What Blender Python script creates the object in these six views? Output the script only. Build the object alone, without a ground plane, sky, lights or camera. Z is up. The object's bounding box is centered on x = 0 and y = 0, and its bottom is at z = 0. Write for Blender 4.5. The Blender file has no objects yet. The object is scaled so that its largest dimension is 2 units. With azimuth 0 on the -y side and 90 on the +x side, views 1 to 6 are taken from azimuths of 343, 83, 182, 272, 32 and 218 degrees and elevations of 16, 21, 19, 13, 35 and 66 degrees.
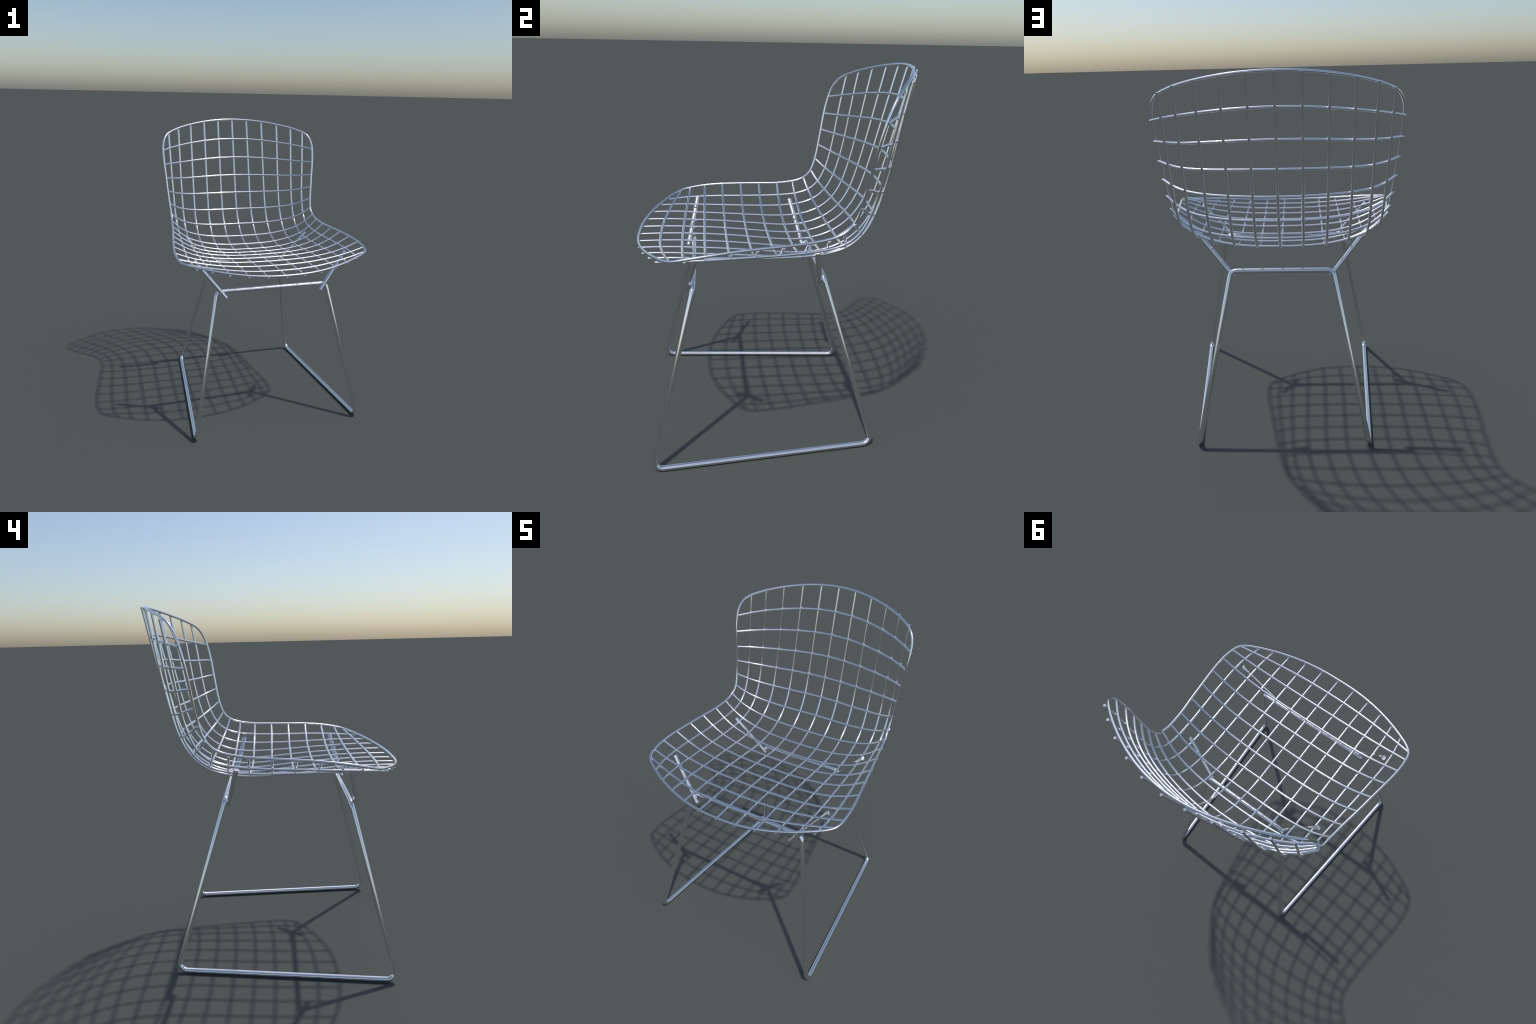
"""A chromed wire side chair: a woven shell of bent wires on a bent-rod base.

The shell is one smooth surface S(u, v): u counts the lengthwise wires from the
middle (0) outwards, v counts the cross wires from the top of the back (0) to
the front of the seat (16).  Cross wires run along u on the sitter's side,
lengthwise wires run along v right behind them, and the thicker rim wire lies
on top of both and closes the outline.  The base is one continuous bent rod
(two crossbars, four splayed legs, two floor runners) with four straight struts
that carry the shell.
"""
import math
import bpy
from mathutils import Vector

# ----------------------------------------------------------------- sizes (m)
WIRE_R = 0.0069          # shell wires
RIM_R = 0.0073           # rim wire
ROD_R = 0.0145           # base rod
STRUT_R = 0.0140         # struts
LAYER = 0.0120                       # cross wire -> lengthwise wire (pressed and welded)
RIM_LAYER = 0.0060                   # cross wire -> rim wire

# ---------------------------------------------------- shell: spline control net
# rows run down the back and forward along the seat (every 1.5 cross wires),
# columns run from the middle to the side (every 2 lengthwise wires); the other
# half is the mirror image.
V_FIRST, V_STEP, U_STEP = -2.0, 1.5, 2.0
SHELL_NET = (
    ((0.0000, 0.7841, 2.3221), (0.2389, 0.7319, 2.2935), (0.4594, 0.6160, 2.2142), (0.6163, 0.5088, 2.0948), (0.7041, 0.4318, 1.9478)),
    ((0.0000, 0.7269, 2.0817), (0.2313, 0.6831, 2.0622), (0.4666, 0.5689, 2.0090), (0.6061, 0.4703, 1.9352), (0.6957, 0.3896, 1.8556)),
    ((0.0000, 0.6642, 1.8422), (0.2325, 0.6333, 1.8329), (0.4645, 0.5376, 1.8044), (0.5959, 0.4333, 1.7797), (0.6877, 0.3447, 1.7586)),
    ((0.0000, 0.6169, 1.6350), (0.2337, 0.5891, 1.6269), (0.4654, 0.5174, 1.6131), (0.5854, 0.4035, 1.6275), (0.6659, 0.3143, 1.6321)),
    ((0.0000, 0.5671, 1.4237), (0.2347, 0.5412, 1.4290), (0.4638, 0.4883, 1.4397), (0.5720, 0.3853, 1.4809), (0.6319, 0.3243, 1.5097)),
    ((0.0000, 0.5089, 1.2339), (0.2359, 0.4878, 1.2306), (0.4640, 0.4347, 1.2603), (0.5632, 0.3490, 1.3417), (0.5934, 0.3394, 1.3926)),
    ((0.0000, 0.3559, 1.1002), (0.2361, 0.3527, 1.1042), (0.4640, 0.3312, 1.1581), (0.5552, 0.2907, 1.2627), (0.5830, 0.2981, 1.3013)),
    ((0.0000, 0.1692, 1.0647), (0.2348, 0.1721, 1.0645), (0.4599, 0.1774, 1.1318), (0.5715, 0.1758, 1.2453), (0.6278, 0.1804, 1.2751)),
    ((0.0000, 0.0014, 1.0806), (0.2352, 0.0021, 1.0810), (0.4668, -0.0029, 1.1281), (0.5970, -0.0027, 1.2306), (0.6942, 0.0054, 1.2954)),
    ((0.0000, -0.1821, 1.1003), (0.2354, -0.1784, 1.1038), (0.4677, -0.1756, 1.1317), (0.6260, -0.1749, 1.2256), (0.7501, -0.1774, 1.3113)),
    ((0.0000, -0.3523, 1.1136), (0.2355, -0.3518, 1.1159), (0.4687, -0.3560, 1.1406), (0.6535, -0.3585, 1.2098), (0.7807, -0.3516, 1.2703)),
    ((0.0000, -0.5281, 1.1206), (0.2346, -0.5281, 1.1243), (0.4696, -0.5074, 1.1560), (0.6381, -0.4926, 1.1883), (0.7678, -0.4714, 1.2050)),
    ((0.0000, -0.7109, 1.1174), (0.2429, -0.6880, 1.1261), (0.4588, -0.6136, 1.1524), (0.6092, -0.5327, 1.1748), (0.7296, -0.4680, 1.1837)),
    ((0.0000, -0.8781, 1.1081), (0.2436, -0.8386, 1.1224), (0.4517, -0.7294, 1.1504), (0.5992, -0.5815, 1.1739), (0.6956, -0.4176, 1.1855)),
    ((0.0000, -1.0406, 1.1025), (0.2408, -0.9893, 1.1166), (0.4447, -0.8475, 1.1457), (0.5887, -0.6336, 1.1730), (0.6645, -0.3610, 1.1910)),
)


# outline of the rim in (u, v), from the middle of the top round to the middle
# of the front edge
RIM_HALF = (
    (0.0, 0.030), (1.0, 0.029), (2.0, 0.025), (3.0, 0.021), (4.0, 0.020), (4.6, 0.030),
    (5.06, 0.045), (5.51, 0.125), (5.83, 0.32), (6.04, 0.62), (6.14, 1.0),
    (6.20, 1.5), (6.23, 2.0), (6.27, 3.0), (6.38, 4.0), (6.49, 5.0), (6.605, 6.0),
    (6.63, 7.0), (6.42, 8.0), (6.23, 9.0), (6.175, 10.0), (6.11, 11.0),
    (6.09, 12.0), (6.10, 13.0), (6.10, 14.0), (6.10, 14.5), (6.045, 15.0),
    (5.89, 15.47), (5.57, 15.78), (5.0, 15.90), (4.0, 15.98), (3.0, 16.012),
    (2.0, 16.024), (1.0, 16.022), (0.0, 16.008),
)


def blend(t):
    """Uniform cubic B-spline weight."""
    t = abs(t)
    if t < 1.0:
        return (4 - 6 * t * t + 3 * t ** 3) / 6
    if t < 2.0:
        return (2 - t) ** 3 / 6
    return 0.0


def shell(u, v):
    """Point of the shell surface (centre line of the cross wires)."""
    x = y = z = 0.0
    for k, row in enumerate(SHELL_NET):
        bv = blend((v - V_FIRST) / V_STEP - k)
        if not bv:
            continue
        for l, (cx, cy, cz) in enumerate(row):
            right = blend(u / U_STEP - l)
            left = blend(u / U_STEP + l) if l else 0.0
            x += bv * (right - left) * cx
            y += bv * (right + left) * cy
            z += bv * (right + left) * cz
    return Vector((x, y, z))


def shell_offset(u, v, lift):
    """Shell point moved along the normal that faces the sitter."""
    h = 0.002
    du = shell(u + h, v) - shell(u - h, v)
    dv = shell(u, v + h) - shell(u, v - h)
    return shell(u, v) + dv.cross(du).normalized() * lift


def spline(points, samples, closed=False):
    """Centripetal-free Catmull-Rom through a list of points (tuples)."""
    n = len(points)
    out = []
    spans = n if closed else n - 1
    for i in range(spans):
        if closed:
            p = [points[(i + k - 1) % n] for k in range(4)]
        else:
            p = [points[min(max(i + k - 1, 0), n - 1)] for k in range(4)]
        for s in range(samples):
            t = s / samples
            out.append(tuple(
                0.5 * (2 * b + (c - a) * t + (2 * a - 5 * b + 4 * c - d) * t * t
                       + (3 * b - a - 3 * c + d) * t ** 3)
                for a, b, c, d in zip(*p)))
    if not closed:
        out.append(tuple(points[-1]))
    return out


# --------------------------------------------------------------------- tubes
def rings(path, radius, sides, closed=False):
    """Rings of (point, normal) swept along a path without twist."""
    n = len(path)
    tang = []
    for i in range(n):
        ahead = path[(i + 1) % n] - path[i] if closed or i < n - 1 else None
        behind = path[i] - path[i - 1] if closed or i else ahead
        t = behind.normalized() + (ahead or behind).normalized()   # mitre plane
        tang.append(t.normalized())
    ref = Vector((0, 0, 1))
    if abs(tang[0].dot(ref)) > 0.9:
        ref = Vector((0, 1, 0))
    side = tang[0].cross(ref).normalized()
    frames = []
    for i in range(n):
        if i:
            side = tang[i - 1].rotation_difference(tang[i]) @ side
            side = (side - tang[i] * side.dot(tang[i])).normalized()
        frames.append((side.copy(), tang[i].cross(side)))
    twist = 0.0
    if closed:      # spread the leftover twist over the loop so the ends meet
        last = tang[-1].rotation_difference(tang[0]) @ frames[-1][0]
        twist = math.atan2(last.dot(frames[0][1]), last.dot(frames[0][0]))
    out = []
    for i, (a, b) in enumerate(frames):
        ring = []
        for k in range(sides):
            ang = 2 * math.pi * k / sides - twist * i / n
            nrm = a * math.cos(ang) + b * math.sin(ang)
            ring.append((path[i] + nrm * radius, nrm))
        out.append(ring)
    return out


def make_object(name, verts, faces, normals, material, parent):
    mesh = bpy.data.meshes.new(name)
    mesh.from_pydata(verts, [], faces)
    mesh.polygons.foreach_set("use_smooth", [True] * len(faces))
    mesh.update()
    mesh.normals_split_custom_set_from_vertices(normals)
    mesh.materials.append(material)
    obj = bpy.data.objects.new(name, mesh)
    bpy.context.scene.collection.objects.link(obj)
    obj.parent = parent
    return obj


def tube(name, ring_list, material, parent, closed=False, caps=True):
    """Skin rings into a mesh; open ends get a flat cap."""
    sides = len(ring_list[0])
    verts, normals, faces = [], [], []
    for ring in ring_list:
        for p, nrm in ring:
            verts.append(p)
            normals.append(nrm)
    n = len(ring_list)
    for i in range(n if closed else n - 1):
        j = (i + 1) % n
        for k in range(sides):
            m = (k + 1) % sides
            faces.append((i * sides + k, i * sides + m, j * sides + m, j * sides + k))
    if caps and not closed:
        for end, inner in ((0, 1), (n - 1, n - 2)):
            centre = sum((p for p, _ in ring_list[end]), Vector()) / sides
            prev = sum((p for p, _ in ring_list[inner]), Vector()) / sides
            out = (centre - prev).normalized()
            first = len(verts)
            for p, _ in ring_list[end]:      # sawn-off end: own vertices, own normal
                verts.append(p)
                normals.append(out)
            cap = [first + k for k in range(sides)]
            faces.append(tuple(cap if end else cap[::-1]))
    return make_object(name, verts, faces, normals, material, parent)


# ------------------------------------------------------------------ material
def chrome(name, tint, roughness):
    mat = bpy.data.materials.new(name)
    mat.use_nodes = True
    nodes, links = mat.node_tree.nodes, mat.node_tree.links
    bsdf = nodes["Principled BSDF"]
    coord = nodes.new("ShaderNodeTexCoord")
    noise = nodes.new("ShaderNodeTexNoise")
    noise.inputs["Scale"].default_value = 40.0
    noise.inputs["Detail"].default_value = 3.0
    rough = nodes.new("ShaderNodeMapRange")
    rough.inputs["To Min"].default_value = roughness * 0.85
    rough.inputs["To Max"].default_value = roughness * 1.15
    ramp = nodes.new("ShaderNodeValToRGB")
    ramp.color_ramp.elements[0].color = (*[c * 0.985 for c in tint], 1)
    ramp.color_ramp.elements[1].color = (*tint, 1)
    links.new(coord.outputs["Object"], noise.inputs["Vector"])
    links.new(noise.outputs["Fac"], rough.inputs["Value"])
    links.new(noise.outputs["Fac"], ramp.inputs["Fac"])
    links.new(ramp.outputs["Color"], bsdf.inputs["Base Color"])
    links.new(rough.outputs["Result"], bsdf.inputs["Roughness"])
    bsdf.inputs["Metallic"].default_value = 1.0
    return mat


CHROME_WIRE = chrome("polished_chrome_wire", (0.93, 0.93, 0.93), 0.15)
CHROME_ROD = chrome("polished_chrome_rod", (0.93, 0.93, 0.93), 0.15)

# ---------------------------------------------------------------- the chair
chair = bpy.data.objects.new("wire_chair", None)
chair["label"] = "chromed steel wire grid chair on a bent rod base"
chair["category"] = "chair"
bpy.context.scene.collection.objects.link(chair)

# rim wire: the half outline mirrored into a closed loop
left_half = [(-u, v) for u, v in RIM_HALF[-2:0:-1]]
outline = spline(list(RIM_HALF) + left_half, 8, closed=True)
rim_path = [shell_offset(u, v, RIM_LAYER) for u, v in outline]
tube("rim_wire", rings(rim_path, RIM_R, 16, closed=True), CHROME_WIRE, chair, closed=True)


def rim_crossing(axis, value, side):
    """Where the rim outline crosses a wire: u at v=value, or v at u=value."""
    pts = spline(RIM_HALF, 24)
    best = None
    for p, q in zip(pts, pts[1:]):
        a, b = p[axis] - value, q[axis] - value
        if a * b <= 0 and a != b:
            t = a / (a - b)
            other = p[1 - axis] + (q[1 - axis] - p[1 - axis]) * t
            if best is None or (side > 0) == (other > best):
                best = other
    return best


TOP_TIP = 0.0045        # how far the wire ends pass the rim's axis
FRONT_TIP = (0.0030, 0.0030, 0.0040, 0.0035, 0.0030, 0.0060)   # more where the rim runs aslant

for j in range(1, 16):
    half = rim_crossing(1, float(j), +1)
    edge = (shell(half + 0.05, j) - shell(half - 0.05, j)).length / 0.1
    half += (0.0065 if j < 7 or j == 15 else 0.002) / edge   # back rows stick out further
    count = 72
    path = [shell(half * (2 * i / count - 1), j) for i in range(count + 1)]
    tube("cross_wire", rings(path, WIRE_R, 12), CHROME_WIRE, chair)

for a in range(-5, 6):
    start = rim_crossing(0, float(abs(a)), -1)
    end = rim_crossing(0, float(abs(a)), +1)
    start -= TOP_TIP / ((shell(a, start + 0.05) - shell(a, start - 0.05)).length / 0.1)
    end += FRONT_TIP[abs(a)] / ((shell(a, end + 0.05) - shell(a, end - 0.05)).length / 0.1)
    count = 96
    path = [shell_offset(a, start + (end - start) * i / count, -LAYER)
            for i in range(count + 1)]
    tube("lengthwise_wire", rings(path, WIRE_R, 12), CHROME_WIRE, chair)

# ------------------------------------------------------------------ the base
FRONT_TOP = Vector((0.3840, -0.4165, 0.9505))    # sharp corners of the rod's axis
REAR_TOP = Vector((0.2800, 0.2595, 0.9495))
FRONT_FOOT = Vector((0.5755, -0.6500, ROD_R))
REAR_FOOT = Vector((0.4720, 0.5440, ROD_R))
TOP_BEND, FOOT_BEND = 0.038, 0.041               # bend radii


def mirror(p):
    return Vector((-p.x, p.y, p.z))


corners = [  # (corner, bend radius), once round the loop
    (mirror(FRONT_TOP), TOP_BEND), (FRONT_TOP, TOP_BEND),
    (FRONT_FOOT, FOOT_BEND), (REAR_FOOT, FOOT_BEND),
    (REAR_TOP, TOP_BEND), (mirror(REAR_TOP), TOP_BEND),
    (mirror(REAR_FOOT), FOOT_BEND), (mirror(FRONT_FOOT), FOOT_BEND),
]
rod_path, bend_start, bend_end = [], [], []
for i, (c, radius) in enumerate(corners):
    d0 = (corners[i - 1][0] - c).normalized()
    d1 = (corners[(i + 1) % 8][0] - c).normalized()
    half = math.acos(max(-1, min(1, d0.dot(d1)))) / 2
    axis = (d0 + d1).normalized()
    centre = c + axis * (radius / math.sin(half))
    reach = radius / math.tan(half)
    p0 = c + d0 * reach
    arm0, arm1 = (p0 - centre), (c + d1 * reach - centre)
    bend_start.append(len(rod_path))
    steps = 4
    for s in range(steps + 1):
        sweep = math.pi - 2 * half
        t = s / steps
        arm = (arm0 * math.sin((1 - t) * sweep) + arm1 * math.sin(t * sweep)) / math.sin(sweep)
        rod_path.append(centre + arm)
    bend_end.append(len(rod_path) - 1)

rod = rings(rod_path, ROD_R, 28, closed=True)
total = len(rod)
# cut the loop at the inner ends of the bends: bends stay with crossbars and runners
for name, first, last in (
        ("crossbar", bend_start[0], bend_end[1]),
        ("leg", bend_end[1], bend_start[2]),
        ("floor_runner", bend_start[2], bend_end[3]),
        ("leg", bend_end[3], bend_start[4]),
        ("crossbar", bend_start[4], bend_end[5]),
        ("leg", bend_end[5], bend_start[6]),
        ("floor_runner", bend_start[6], bend_end[7]),
        ("leg", bend_end[7], bend_start[0] + total)):
    piece = [rod[i % total] for i in range(first, last + 1)]
    tube(name, piece, CHROME_ROD, chair, caps=False)

# struts: straight rods welded to the crossbar ends, leaning outwards to the shell
for low, high in ((Vector((0.3307, -0.4557, 0.9171)), Vector((0.5282, -0.3944, 1.1647))),
                  (Vector((0.2720, 0.2437, 0.9140)), Vector((0.4714, 0.1820, 1.1608)))):
    for flip in (False, True):
        a, b = (mirror(low), mirror(high)) if flip else (low, high)
        path = [a.lerp(b, i / 8) for i in range(9)]
        tube("support_strut", rings(path, STRUT_R, 24), CHROME_ROD, chair)
